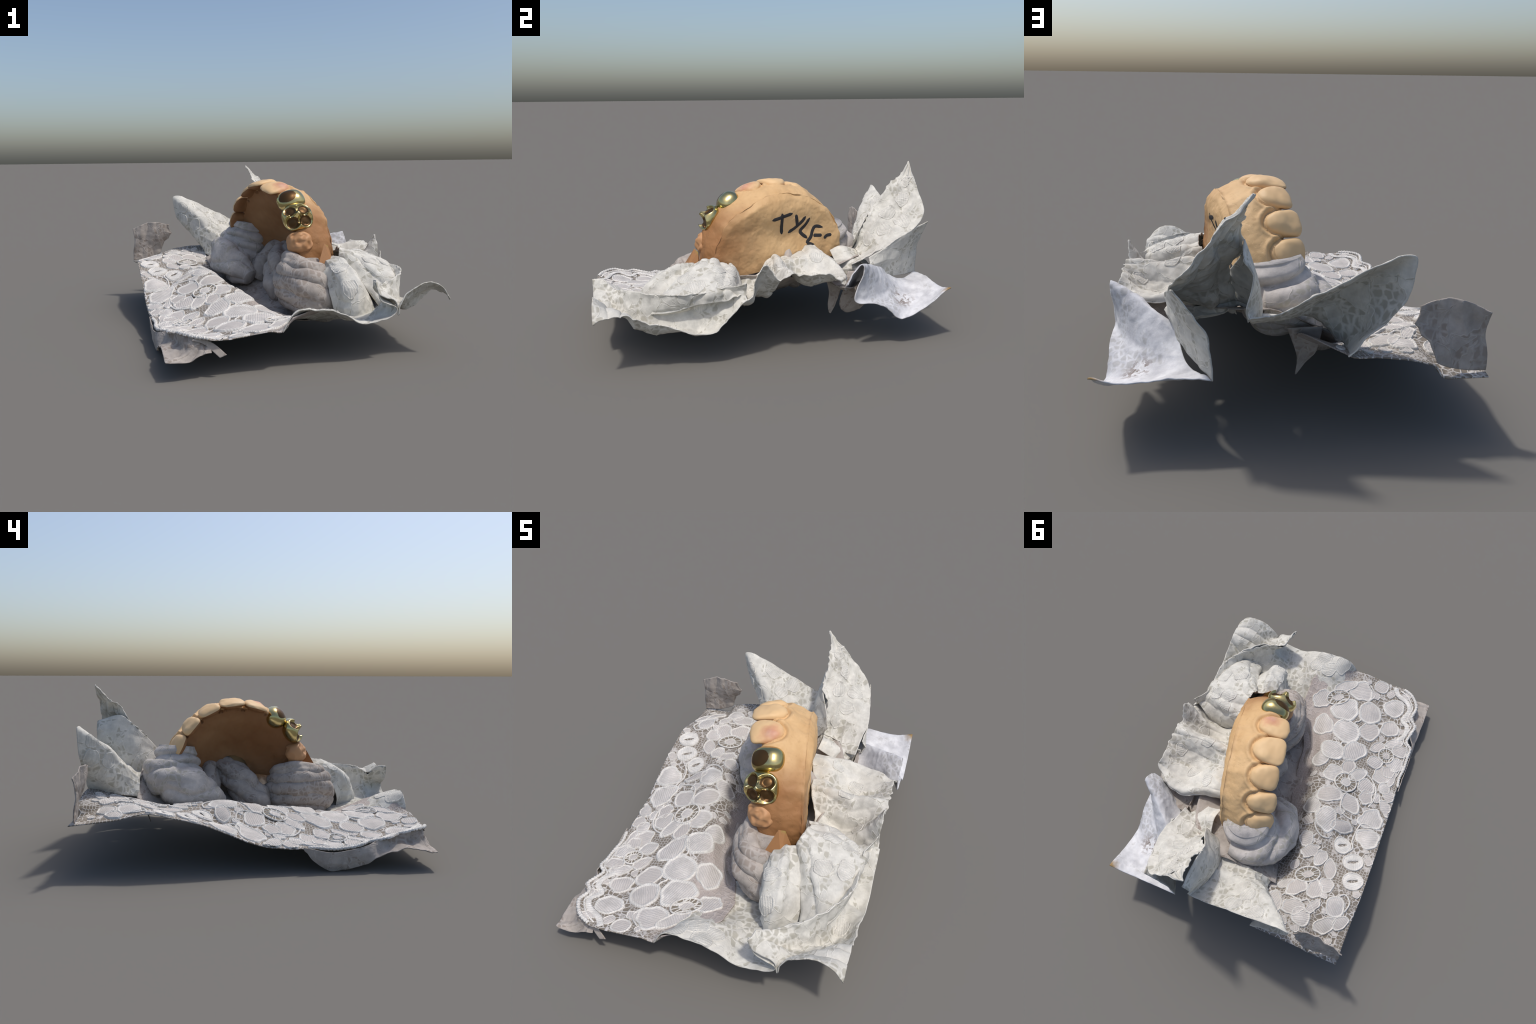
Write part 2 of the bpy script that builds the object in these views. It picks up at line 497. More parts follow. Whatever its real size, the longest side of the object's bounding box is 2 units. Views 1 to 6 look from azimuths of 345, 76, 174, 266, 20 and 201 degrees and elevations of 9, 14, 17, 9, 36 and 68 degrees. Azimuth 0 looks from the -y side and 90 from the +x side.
# front of the cloth: an arch at the trimmed edge that curls up into a point
cloth("curled_fold", [
    rows_y(-.998, [(-.175, .20), (-.14, .255), (-.09, .30), (0, .302), (.09, .288), (.17, .25), (.23, .212),
                   (.31, .208), (.38, .22), (.425, .245), (.435, .275), (.39, .305), (.345, .335), (.315, .42)]),
    rows_y(-.934, [(-.14, .195), (-.10, .24), (-.04, .275), (.04, .28), (.12, .265), (.20, .23), (.27, .20),
                   (.35, .20), (.42, .22), (.455, .25), (.455, .28), (.42, .32), (.375, .36), (.34, .418)]),
    rows_y(-.88, [(-.13, .19), (-.08, .23), (-.02, .26), (.06, .26), (.14, .24), (.22, .205), (.33, .19),
                  (.39, .215), (.435, .245), (.445, .28), (.425, .31), (.40, .335), (.37, .365)]),
    rows_y(-.84, [(-.12, .19), (-.06, .22), (0, .245), (.08, .245), (.16, .22), (.24, .19), (.33, .19),
                  (.38, .22), (.425, .255), (.45, .295), (.462, .33), (.466, .36), (.466, .39)]),
    rows_y(-.70, [(-.05, .18), (0, .18), (.10, .17), (.20, .165), (.30, .17), (.42, .19), (.50, .22),
                  (.555, .25), (.59, .29), (.605, .33), (.612, .37), (.615, .40)]),
    rows_y(-.55, [(-.0, .15), (.10, .14), (.20, .14), (.30, .15), (.42, .19), (.54, .24),
                  (.62, .28), (.665, .32), (.685, .36), (.695, .405)]),
    rows_y(-.40, [(.05, .12), (.15, .12), (.25, .15), (.35, .19), (.46, .24), (.54, .28),
                  (.61, .32), (.65, .35), (.675, .38), (.692, .405)]),
], FOLD, lace, rows=90, cols=140, amount=0.009, scale=9, pleats=('cols', 5, .006), seed=2.0, ragged=[('right', .012, 14)])

# skirt hanging from the hem, hollow below it, to the trimmed right edge
cloth("hanging_skirt", [
    rows_y(-.998, [(.315, .42), (.335, .36), (.38, .33), (.43, .31), (.452, .235), (.48, .31), (.57, .39), (.69, .38), (.752, .30)]),
    rows_y(-.934, [(.34, .418), (.37, .36), (.41, .33), (.46, .30), (.51, .295), (.56, .325), (.62, .355), (.69, .36), (.752, .33)]),
    rows_y(-.88, [(.37, .365), (.42, .345), (.455, .285), (.50, .265), (.56, .285), (.62, .32), (.68, .34), (.752, .335)]),
    rows_y(-.84, [(.466, .39), (.485, .34), (.52, .29), (.56, .265), (.62, .28), (.68, .31), (.752, .33)]),
    rows_y(-.78, [(.545, .40), (.55, .335), (.57, .26), (.605, .205), (.67, .235), (.752, .305)]),
    rows_y(-.70, [(.615, .40), (.60, .33), (.60, .25), (.64, .19), (.69, .21), (.752, .272)]),
    rows_y(-.55, [(.695, .405), (.64, .345), (.62, .27), (.65, .20), (.70, .20), (.752, .228)]),
    rows_y(-.40, [(.690, .41), (.64, .35), (.63, .275), (.665, .205), (.71, .19), (.752, .197)]),
    rows_y(-.28, [(.70, .43), (.675, .385), (.68, .33), (.71, .295), (.752, .285)]),
    rows_y(-.20, [(.735, .455), (.72, .42), (.72, .39), (.735, .37), (.752, .36)]),
], FOLD, lace, rows=120, cols=70, amount=0.012, scale=9, pleats=('rows', 7, .012), seed=3.0)

# domed cape of lace that slopes from the cast to the hem
cloth("lace_cape", [
    [(.36, -.42, .45), (.42, -.52, .37), (.46, -.64, .28), (.48, -.72, .22)],
    [(.37, -.40, .49), (.46, -.50, .44), (.52, -.60, .385), (.55, -.69, .32), (.56, -.74, .26)],
    [(.38, -.36, .495), (.49, -.43, .47), (.58, -.50, .43), (.64, -.56, .375), (.66, -.59, .30)],
    [(.39, -.31, .49), (.50, -.34, .48), (.61, -.38, .445), (.68, -.42, .40), (.68, -.44, .34)],
    [(.39, -.25, .46), (.51, -.26, .45), (.63, -.29, .425), (.70, -.31, .40), (.70, -.31, .35)],
    [(.37, -.215, .46), (.49, -.21, .43), (.60, -.23, .40), (.68, -.25, .39), (.72, -.25, .38)],
    [(.37, -.17, .38), (.49, -.16, .29), (.60, -.17, .30), (.68, -.20, .36), (.72, -.22, .38)],
], FOLD, lace, rows=80, cols=80, amount=0.014, scale=9, pleats=('rows', 5, .014), seed=4.0,
    ridge=lambda u, v, p: .010 * math.sin(9 * u + 4 * v) * math.sin(math.pi * min(1, 1.2 * v)))

# rounded tongue of cloth hanging in front
cloth("hanging_fold", [
    [(.24, -.39, .41), (.28, -.43, .465), (.34, -.42, .47), (.38, -.40, .455)],
    [(.22, -.52, .38), (.28, -.585, .445), (.36, -.565, .435), (.43, -.52, .37)],
    [(.23, -.60, .29), (.28, -.695, .365), (.37, -.675, .365), (.45, -.62, .29)],
    [(.25, -.63, .20), (.29, -.745, .26), (.37, -.745, .275), (.46, -.69, .22)],
    [(.26, -.63, .15), (.30, -.755, .175), (.37, -.765, .175), (.46, -.72, .16)],
], FOLD, lace, rows=70, cols=60, amount=0.014, scale=9, pleats=('cols', 3, .010), seed=5.0,
    ridge=lambda u, v, p: -.02 * math.exp(-((v - .62) / .07) ** 2) * math.sin(math.pi * min(1, u + .1)))

# folds at the right, between the cast's base and the trimmed edge
cloth("ridged_fold", [
    rows_y(-.24, [(.36, .40), (.48, .30), (.62, .31), (.752, .33)]),
    rows_y(-.17, [(.38, .38), (.49, .275), (.62, .295), (.752, .39)]),
    rows_y(-.11, [(.38, .38), (.48, .30), (.60, .35), (.69, .43), (.752, .555)]),
    rows_y(-.05, [(.36, .39), (.48, .295), (.60, .325), (.752, .465)]),
    rows_y(.0, [(.33, .43), (.46, .40), (.60, .39), (.752, .46)]),
    rows_y(.05, [(.31, .48), (.44, .485), (.58, .475), (.752, .485)]),
    rows_y(.10, [(.30, .465), (.40, .45), (.48, .415), (.60, .42), (.752, .475)]),
    rows_y(.16, [(.29, .465), (.38, .445), (.48, .375), (.60, .37), (.752, .47)]),
    rows_y(.25, [(.26, .49), (.37, .475), (.47, .40), (.56, .36), (.64, .385), (.752, .47)]),
    [(.23, .33, .51), (.38, .35, .49), (.50, .38, .44), (.62, .38, .41), (.752, .31, .43)],
    [(.25, .35, .44), (.41, .39, .43), (.54, .43, .40), (.70, .36, .38)],
], FOLD, lace, rows=130, cols=70, amount=0.014, scale=9, pleats=('rows', 9, .010), seed=6.0, ragged=[('right', .012, 7)])

# fold tucked against the back of the base
cloth("tucked_fold", [
    [(.24, .44, .47), (.25, .50, .50), (.24, .57, .48), (.22, .64, .45)],
    [(.32, .44, .43), (.34, .50, .455), (.34, .57, .44), (.30, .64, .42)],
    [(.38, .45, .37), (.42, .51, .39), (.44, .57, .40), (.42, .64, .41)],
    [(.37, .46, .33), (.41, .52, .33), (.45, .58, .35), (.44, .64, .37)],
], FOLD, lace, rows=60, cols=60, amount=0.012, scale=9, pleats=('rows', 3, .010), seed=7.0)

# cloth wall below the peak, closing the hollow at the back
cloth("cloth_wall", [
    [(.48, .57, .42), (.48, .58, .40), (.47, .60, .385)],
    [(.40, .58, .43), (.40, .60, .41), (.38, .61, .39)],
    [(.31, .60, .45), (.30, .62, .43), (.28, .62, .41)],
    [(.21, .62, .47), (.20, .63, .46), (.19, .63, .45)],
    [(.14, .66, .45), (.14, .67, .41), (.16, .66, .385)],
], FOLD, lace, rows=50, cols=30, amount=0.008, scale=9, seed=22.0)

# tall pointed peak at the back: from the scalloped hem to the lower rim
hem_line = spline([(.153, .998, 1.0), (.18, .93, .93), (.178, .86, .87), (.182, .80, .79), (.178, .742, .735),
                   (.23, .68, .66), (.226, .64, .58), (.20, .62, .48), (.20, .58, .40)], 9)
rim_line = spline([(.156, .998, .995), (.23, .994, .919), (.309, .99, .838), (.385, .998, .74), (.442, .955, .661),
                   (.477, .827, .604), (.494, .713, .544), (.476, .617, .478), (.463, .498, .429)], 9)
peak = []
bow = [(0, 0, 0), (0, 0, 0), (.008, -.006, 0), (.008, -.008, 0), (0, 0, -.005), (-.02, .02, -.01), (-.03, .03, -.015),
       (-.025, .025, -.01), (-.01, .01, 0)]
for k in range(9):
    a, b = hem_line[k], rim_line[k]
    m = 0.5 * (a + b) + np.array(bow[k])
    peak.append([a, 0.5 * (a + m), m, 0.5 * (m + b), b])
cloth("cloth_peak", peak, FOLD, lace, rows=120, cols=70, amount=0.014, scale=10, pleats=('cols', 3, .012), seed=8.0,
      ragged=[('left', .010, 16)])

# panel behind the peak, falling to the back leaf
cloth("upright_panel", [
    [(.17, .998, .54), (.18, .998, .58), (.15, .998, .69), (.19, .998, .76)],
    [(.13, .89, .49), (.125, .88, .57), (.13, .865, .66), (.178, .845, .80)],
    [(.11, .78, .45), (.11, .77, .52), (.14, .75, .60), (.183, .742, .715)],
    [(.12, .67, .40), (.135, .665, .44), (.175, .655, .51), (.234, .645, .612)],
    [(.16, .61, .39), (.18, .605, .43), (.215, .60, .47), (.26, .59, .53)],
], FOLD, lace, rows=60, cols=50, amount=0.006, scale=9, pleats=('rows', 2, .005), seed=9.0)

# strip dropping from the peak's rim to the tray
cloth("drop_strip", [
    [(.44, .998, .66), (.36, .998, .53), (.32, .998, .46), (.305, .998, .30)],
    [(.475, .84, .60), (.43, .86, .50), (.40, .86, .40), (.36, .88, .31)],
    [(.49, .72, .54), (.48, .72, .46), (.46, .72, .40), (.43, .75, .33)],
    [(.48, .60, .47), (.50, .60, .44), (.50, .60, .42), (.48, .60, .38)],
], FOLD, lace, rows=60, cols=50, amount=0.008, scale=9, pleats=('cols', 2, .006), seed=10.0)

# shallow tray of white cloth at the back right corner, behind a rounded ridge
cloth("cloth_tray", [
    [(.752, .36, .40), (.66, .38, .34), (.58, .44, .33), (.50, .51, .33), (.44, .58, .34)],
    [(.752, .39, .47), (.68, .42, .44), (.60, .48, .40), (.54, .55, .385), (.45, .64, .37)],
    [(.752, .44, .505), (.69, .485, .485), (.62, .549, .468), (.563, .605, .442), (.45, .70, .39)],
    [(.752, .45, .44), (.70, .51, .42), (.64, .59, .40), (.57, .66, .38), (.44, .75, .35)],
    [(.752, .41, .30), (.70, .53, .30), (.63, .64, .29), (.55, .73, .29), (.42, .81, .31)],
    [(.752, .58, .265), (.69, .66, .24), (.62, .73, .24), (.53, .80, .265), (.40, .86, .30)],
    [(.752, .67, .18), (.69, .74, .205), (.61, .80, .23), (.51, .86, .265), (.37, .91, .30)],
    [(.752, .73, .18), (.69, .81, .215), (.60, .88, .25), (.49, .92, .28), (.35, .94, .30)],
    [(.752, .87, .25), (.69, .92, .265), (.60, .95, .285), (.47, .965, .30), (.33, .97, .31)],
    [(.752, .998, .33), (.66, .998, .305), (.57, .998, .30), (.45, .998, .318), (.31, .998, .30)],
], TRAY, lace, rows=110, cols=70, amount=0.009, scale=9, pleats=('rows', 4, .006), seed=11.0)

# leaf-like fold at the back, open towards the trimmed edge
cloth("leaf_fold", [
    rows_y(.998, [(-.20, .38), (-.30, .48), (-.40, .585), (-.432, .68), (-.42, .775), (-.23, .71), (-.06, .62), (.07, .56), (.17, .54)]),
    rows_y(.924, [(-.21, .36), (-.29, .45), (-.345, .55), (-.36, .65), (-.345, .705), (-.20, .65), (-.05, .56), (.07, .51), (.16, .50)]),
    rows_y(.847, [(-.22, .35), (-.27, .43), (-.29, .52), (-.285, .59), (-.268, .631), (-.16, .59), (-.03, .50), (.07, .475), (.15, .47)]),
    rows_y(.786, [(-.22, .34), (-.23, .40), (-.23, .47), (-.22, .51), (-.204, .534), (-.12, .52), (-.02, .475), (.07, .475), (.15, .475)]),
    rows_y(.74, [(-.20, .33), (-.18, .38), (-.16, .42), (-.14, .45), (-.121, .472), (-.07, .455), (0, .44), (.07, .43), (.14, .43)]),
    rows_y(.69, [(-.20, .32), (-.18, .36), (-.14, .40), (-.12, .42), (-.10, .43), (-.06, .43), (0, .425), (.07, .42), (.14, .42)]),
], FOLD, lace, rows=90, cols=110, amount=0.009, scale=9, pleats=('cols', 4, .007), seed=12.0)

# upright patch at the back left corner
cloth("upright_patch", [
    [(-.752, .965, .53), (-.74, .955, .45), (-.75, .955, .37), (-.752, .955, .29)],
    [(-.66, .94, .57), (-.65, .955, .46), (-.65, .965, .38), (-.65, .975, .30)],
    [(-.58, .935, .58), (-.57, .95, .46), (-.56, .965, .40), (-.56, .985, .33)],
    [(-.475, .945, .555), (-.455, .96, .48), (-.50, .975, .42), (-.53, .99, .36)],
], BUNDLE, lace, rows=50, cols=50, amount=0.012, scale=9, pleats=('rows', 3, .008), seed=13.0, ragged=[('last', .012, 3)])

# ragged flap hanging under the front left corner
cloth("ragged_flap", [
    [(-.752, -.25, .14), (-.752, -.25, .13), (-.752, -.26, .12)],
    [(-.752, -.30, .13), (-.75, -.30, .095), (-.745, -.31, .06)],
    [(-.75, -.40, .11), (-.752, -.40, .05), (-.735, -.40, .004)],
    [(-.745, -.50, .12), (-.752, -.50, .06), (-.735, -.49, .012)],
    [(-.735, -.60, .14), (-.752, -.60, .09), (-.745, -.60, .04)],
    [(-.70, -.68, .165), (-.72, -.68, .115), (-.752, -.68, .085)],
    [(-.665, -.82, .19), (-.675, -.82, .14), (-.752, -.82, .12)],
    [(-.65, -.90, .205), (-.66, -.92, .13), (-.752, -.94, .105)],
    [(-.61, -.95, .205), (-.64, -.965, .13), (-.75, -.995, .10)],
    [(-.57, -.955, .195), (-.60, -.97, .13), (-.65, -.995, .09)],
    [(-.54, -.945, .18), (-.56, -.97, .15), (-.58, -.995, .12)],
    [(-.52, -.95, .185), (-.53, -.97, .16), (-.53, -.995, .13)],
], BUNDLE, lace, rows=120, cols=40, amount=0.008, scale=12, pleats=('rows', 12, .006), seed=14.0)
cloth("loose_strip", [
    [(-.62, -.965, .19), (-.56, -.97, .165), (-.49, -.995, .10)],
    [(-.60, -.96, .20), (-.52, -.97, .17), (-.455, -.995, .112)],
], BUNDLE, lace, rows=12, cols=30, amount=0.002, scale=12, seed=15.0)
cloth("torn_tail", [
    [(-.15, .71, .38), (-.13, .68, .26), (-.09, .66, .20), (-.05, .64, .13)],
    [(.0, .71, .38), (-.04, .68, .26), (-.05, .66, .20), (-.045, .64, .13)],
], BUNDLE, lace, rows=20, cols=30, amount=0.004, scale=12, seed=16.0)

cloth("torn_tail", [
    [(0.46, 0.327, 0.388), (0.46, 0.357, 0.278), (0.46, 0.352, 0.188), (0.46, 0.362, 0.138)],
    [(0.46, 0.457, 0.368), (0.46, 0.437, 0.288), (0.46, 0.402, 0.188), (0.46, 0.372, 0.133)],
], BUNDLE, lace, rows=20, cols=30, amount=0.006, scale=12, seed=23.0)
cloth("torn_tail", [
    [(0.46, 0.477, 0.388), (0.47, 0.447, 0.288), (0.47, 0.422, 0.208), (0.46, 0.437, 0.158)],
    [(0.46, 0.537, 0.388), (0.48, 0.517, 0.288), (0.48, 0.497, 0.188), (0.46, 0.477, 0.128)],
    [(0.46, 0.617, 0.388), (0.48, 0.602, 0.298), (0.48, 0.587, 0.198), (0.46, 0.562, 0.143)],
], BUNDLE, lace, rows=24, cols=30, amount=0.006, scale=12, seed=24.0)

# bunched rolls that hold the cast
bundle("wrapped_bundle", [(.15, -.33, .10), (.175, -.34, .19), (.18, -.35, .28), (.18, -.34, .37), (.18, -.32, .44)],
       [.05, .09, .12, .125, .11, .08], BUNDLE, lace, folds=3, shear=1.8, depth=0.02, amount=0.012, seed=17.0)
# bands of twisted cloth wound round the front leg of the cast, slanting down to the right
for k, (z, reach, r, slant) in enumerate([(.415, .70, .042, .05), (.365, .84, .049, .09), (.300, .92, .060, .10),
                                          (.230, .86, .056, .09), (.170, .70, .048, .05)]):
    bundle("cloth_band", [(.18, -.17 + .02 * k, z - .01), (.18 - .10 * reach, -.22, z + .02), (.18 - .135 * reach, -.33, z + .025),
                          (.18 - .075 * reach, -.34 - .165 * reach, z + .01), (.20 + .02 * reach, -.34 - .21 * reach, z - .4 * slant),
                          (.30, -.34 - .16 * reach, z - .8 * slant), (.37, -.40, z - slant)],
           [r * .6, r * .9, r * 1.1, r * 1.0, r * 1.15, r * .9, r * .6], BUNDLE, lace, rows=110, cols=44, folds=2, shear=1.5,
           depth=.006, amount=.010, scale=8, seed=30.0 + 3.7 * k, strands=2, twist=0.6, groove=.012)
bundle("bunched_roll", [(.27, .20, .45), (.20, .12, .41), (.13, .02, .31), (.105, -.07, .21), (.11, -.09, .15)],
       [.06, .085, .10, .10, .06], BUNDLE, lace, folds=2, shear=1.0, depth=0.014, amount=0.014, seed=18.0,
       strands=4, twist=0.5, groove=.026)
bundle("bunched_roll", [(.25, .22, .43), (.17, .27, .39), (.09, .27, .30), (.04, .26, .22)],
       [.06, .08, .08, .05], BUNDLE, lace, folds=2, shear=1.0, depth=0.012, amount=0.014, seed=25.0,
       strands=3, twist=0.4, groove=.022)
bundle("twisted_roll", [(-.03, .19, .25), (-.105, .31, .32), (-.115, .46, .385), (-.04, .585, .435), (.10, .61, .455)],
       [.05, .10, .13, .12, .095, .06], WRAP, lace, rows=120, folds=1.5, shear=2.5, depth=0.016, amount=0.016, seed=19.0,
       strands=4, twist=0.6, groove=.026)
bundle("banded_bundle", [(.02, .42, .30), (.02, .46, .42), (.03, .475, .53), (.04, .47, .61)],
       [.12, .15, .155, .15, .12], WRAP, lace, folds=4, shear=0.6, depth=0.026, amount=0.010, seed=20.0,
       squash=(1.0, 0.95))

# ------------------------------------------------------------------ lace motifs on the sheet
def sheet_height(x, y):
    hit = SURFACES["lace_sheet"].ray_cast(Vector((x, y, 2.0)), Vector((0, 0, -1)))[0]
    return None if hit is None else hit.z


def draped_disc(name, x, y, a, b, angle, lift, material, rim_material=None, dome=0.005, cord=0.0065,
                lobes=3, wobble=0.05, hole=None):
    """An oval patch laid on the sheet: domed middle, raised cord round its border.
    hole: (length, width) of an open slit in the middle, as shares of the radii."""
    ca, sa = math.cos(math.radians(angle)), math.sin(math.radians(angle))
    ph = random.uniform(0, 6.28)
    radii = [0.0, .2, .4, .58, .72, .80, .86, .91, .96, 1.0, 1.03]
    prof = [1, .96, .85, .7, .5, .2, .6, 1.0, .9, .3, -.7]
    C = 44
    verts, faces, rim = [], [], []
    ok = True
    for ri, r in enumerate(radii):
        for j in range(C):
            w = 2 * math.pi * j / C
            e = 1 + wobble * math.sin(lobes * w + ph) + 0.6 * wobble * math.sin(2 * lobes * w + 2 * ph)
            rr = r
            if hole:
                edge = 1.0 / math.sqrt((math.cos(w) / hole[0]) ** 2 + (math.sin(w) / hole[1]) ** 2)
                rr = edge + (1 - edge) * r
            u, v = a * rr * math.cos(w) * e, b * rr * math.sin(w) * e
            px, py = x + ca * u - sa * v, y + sa * u + ca * v
            px = min(.752, max(-.752, px))
            py = min(.998, max(-.998, py))
            z = sheet_height(px, py)
            if z is None:
                q = SURFACES["lace_sheet"].find_nearest(Vector((px, py, 0.2)))[0]
                px, py, z = q.x, q.y, q.z
            h = prof[ri] * (cord if ri >= 5 else dome)
            if hole and ri == 0:
                h = -0.001
            verts.append((px, py, z + 0.0035 + lift + h))
    for i in range(len(radii) - 1):
        for j in range(C):
            k = (j + 1) % C
            faces.append((i * C + j, i * C + k, (i + 1) * C + k, (i + 1) * C + j))
            rim.append(1 if i >= 5 else 0)
    ob = new_object(name, verts, faces, material, lace)
    if rim_material:
        ob.data.materials.append(rim_material)
        ob.data.polygons.foreach_set("material_index", rim)
    return ob


def draped_cord(name, path, radius, lift, flat=1.0, beads=0.0, material=None):
    p = spline(path, max(24, 10 * len(path)))
    tang = np.gradient(p, axis=0)
    tang /= np.linalg.norm(tang, axis=1, keepdims=True) + 1e-9
    verts, C = [], 8
    for i, (c, t) in enumerate(zip(p, tang)):
        z = sheet_height(c[0], c[1])
        if z is None:
            z = SURFACES["lace_sheet"].find_nearest(Vector((c[0], c[1], 0.2)))[0].z
        r = radius * (1 + beads * math.sin(i * 2.1)) * (0.5 if i in (0, len(p) - 1) else 1)
        for j in range(C):
            w = 2 * math.pi * j / C
            o = math.cos(w) * r * flat
            verts.append((c[0] - t[1] * o, c[1] + t[0] * o, z + lift + math.sin(w) * r))
    return new_object(name, verts, grid_faces(len(p), C, True), material or CORD, lace)


# woven petals: (x, y, half length, half width, turn in degrees)
petals = [
    (-.261, -.856, .076, .072, -179), (-.382, -.948, .049, .044, -156), (-.204, -.668, .094, .080, -138),
    (-.374, -.720, .076, .079, -155), (-.270, -.509, .092, .086, -163), (-.418, -.587, .066, .071, -154),
    (-.373, -.386, .091, .064, -122), (-.231, -.321, .073, .075, -155), (-.521, -.831, .068, .063, -159),
    (-.545, -.672, .062, .055, -156), (-.515, -.500, .054, .034, -134), (-.534, -.384, .057, .042, -142),
    (-.612, -.575, .061, .034, -148), (-.668, -.537, .054, .043, -158), (-.670, -.429, .056, .049, -176),
    (-.645, -.357, .041, .043, -154), (-.607, -.311, .055, .062, 173), (-.676, -.328, .030, .067, -176),
    (-.377, -.254, .059, .040, -112), (-.457, -.227, .068, .041, -129), (-.330, .005, .086, .056, -151),
    (-.299, -.157, .060, .062, -152), (-.537, -.175, .056, .056, -170), (-.563, -.099, .044, .052, 178),
    (-.481, .000, .058, .069, -149), (-.657, -.224, .042, .038, 157), (-.020, -.690, .070, .057, -133),
    (-.140, -.841, .090, .036, -135), (-.100, -.500, .065, .080, -156), (-.705, -.185, .041, .041, -153),
    (-.374, .181, .066, .081, -154), (-.483, .183, .072, .040, -163), (-.647, .037, .085, .066, -132),
    (-.670, .181, .074, .068, -163), (-.357, .417, .058, .038, -137), (-.435, .436, .053, .037, -107),
    (-.516, .480, .039, .060, -167), (-.530, .588, .044, .046, -156), (-.475, .640, .046, .058, -178),
    (-.365, .671, .068, .044, -137), (-.297, .669, .056, .026, -148), (-.390, .790, .066, .047, -157),
    (-.502, .743, .054, .026, -117), (-.537, .657, .023, .021, -156), (-.627, .693, .057, .059, -127),
    (-.455, .828, .054, .054, -157), (-.607, .819, .068, .041, -137), (-.710, -.090, .034, .060, -142),
    (-.269, .799, .047, .060, -158), (-.304, .350, .042, .051, -161), (-.720, .572, .023, .023, -158),
    (-.690, .768, .053, .033, -128), (-.255, .120, .05, .06, -150), (-.180, -.230, .06, .05, -120),
]
for i, (x, y, a, b, t) in enumerate(petals):
    draped_disc("lace_petal", x, y, a * 1.10, b * 1.10, t, 0.0012 * (i % 4), WEAVE, CORD,
                lobes=random.choice((2, 3, 3, 5)), wobble=random.uniform(.04, .11))
for x, y, a, b, t in [(-.533, .298, .058, .063, -154), (-.634, .379, .070, .059, -156), (-.672, .501, .068, .061, -157)]:
    draped_disc("lace_button", x, y, a * .98, b * .98, t + 4, 0.004, CORD, CORD, dome=.006, wobble=.02, hole=(.52, .14))
    draped_disc("lace_eyelet", x, y, a * .6, b * .3, t + 4, -0.001, HOLE, dome=.0, cord=0)

# open flowers: a dark ring of holes crossed by threads round a woven disc
for x, y, a, b, t in [(-.589, -.466, .051, .051, -155), (-.400, -.128, .071, .065, -151),
                      (-.120, -.741, .078, .052, -144), (-.399, .565, .074, .047, -152)]:
    draped_disc("lace_eyelet", x, y, a * 1.05, b * 1.05, t, 0.0055, HOLE, dome=0, cord=.0005, wobble=.04)
    draped_disc("lace_disc", x, y, a * .52, b * .52, t, 0.0075, WEAVE, CORD, dome=.004, wobble=.06, lobes=4)
    ca, sa = math.cos(math.radians(t)), math.sin(math.radians(t))
    spokes = 13
    for k in range(spokes):
        w = 2 * math.pi * (k + random.uniform(-.2, .2)) / spokes
        ends = []
        for r in (.46, .75, 1.0):
            u, v = a * r * math.cos(w), b * r * math.sin(w)
            ends.append((x + ca * u - sa * v, y + sa * u + ca * v))
        draped_cord("lace_thread", ends, .0028, .0095)
    ring = []
    for k in range(25):
        w = 2 * math.pi * k / 24
        u, v = a * 1.05 * math.cos(w), b * 1.05 * math.sin(w)
        ring.append((x + ca * u - sa * v, y + sa * u + ca * v))
    draped_cord("lace_cord", ring, .0055, .010)

# smaller scallops crowded between the large petals
placed = [(x, y, max(a, b)) for x, y, a, b, t in petals]
tries = 0
while tries < 900 and len(placed) < len(petals) + 34:
    tries += 1
    x, y, r = random.uniform(-.73, -.16), random.uniform(-.95, .92), random.uniform(.016, .034)
    if y < -.55 and x < -.66 or y < -.85 and x < -.58:
        continue
    if any(math.hypot(x - a, y - b) < (r + c) * .92 for a, b, c in placed):
        continue
    if any(math.hypot(x - a, y - b) < .085 for a, b in ((-.589, -.466), (-.40, -.128), (-.12, -.741), (-.399, .565), (-.634, .379), (-.672, .501))):
        continue
    placed.append((x, y, r))
    draped_disc("lace_petal", x, y, r * 1.15, r * .9, random.uniform(0, 180), 0.001 * (tries % 4), WEAVE, CORD,
                lobes=random.choice((2, 3, 4)), wobble=.08, dome=.004, cord=.005)


def fold_petal(surface, u, v, a, b, turn):
    """A woven petal lying on a fold of cloth, following its surface."""
    g = GRIDS[surface]
    i, j = int(u * (g.shape[0] - 1)), int(v * (g.shape[1] - 1))
    c = Vector(g[i, j])
    nrm = Vector(normals_of(g)[i, j])
    if nrm.dot(FACING[surface]) < 0:
        nrm = -nrm
    ex = nrm.cross(Vector((0.3, 0.2, 1))).normalized()
    ey = nrm.cross(ex)
    ca, sa = math.cos(math.radians(turn)), math.sin(math.radians(turn))
    ph = random.uniform(0, 6)
    radii, prof = [0, .3, .55, .75, .84, .90, .95, 1.0, 1.03], [1, .95, .8, .6, .3, .9, 1.1, .5, -.9]
    verts, C = [], 36
    for r, h in zip(radii, prof):
        for m in range(C):
            w = 2 * math.pi * m / C
            e = 1 + .07 * math.sin(3 * w + ph) + .05 * math.sin(5 * w)
            p, q = a * r * e * math.cos(w), b * r * e * math.sin(w)
            at = c + ex * (ca * p - sa * q) + ey * (sa * p + ca * q)
            hit, hn, _, _ = SURFACES[surface].find_nearest(at)
            if hn.dot(nrm) < 0:
                hn = -hn
            hit = hit + hn * (0.0035 + 0.003 * h)
            verts.append((max(-.7535, min(.7535, hit.x)), max(-.9995, min(.9995, hit.y)), hit.z))
    faces = grid_faces(len(radii), C, True)
    ob = new_object("lace_petal", verts, faces, FOLD_WEAVE, lace)
    ob.data.materials.append(FOLD_CORD)
    ob.data.polygons.foreach_set("material_index", [1 if f[0] // C >= 4 else 0 for f in faces])

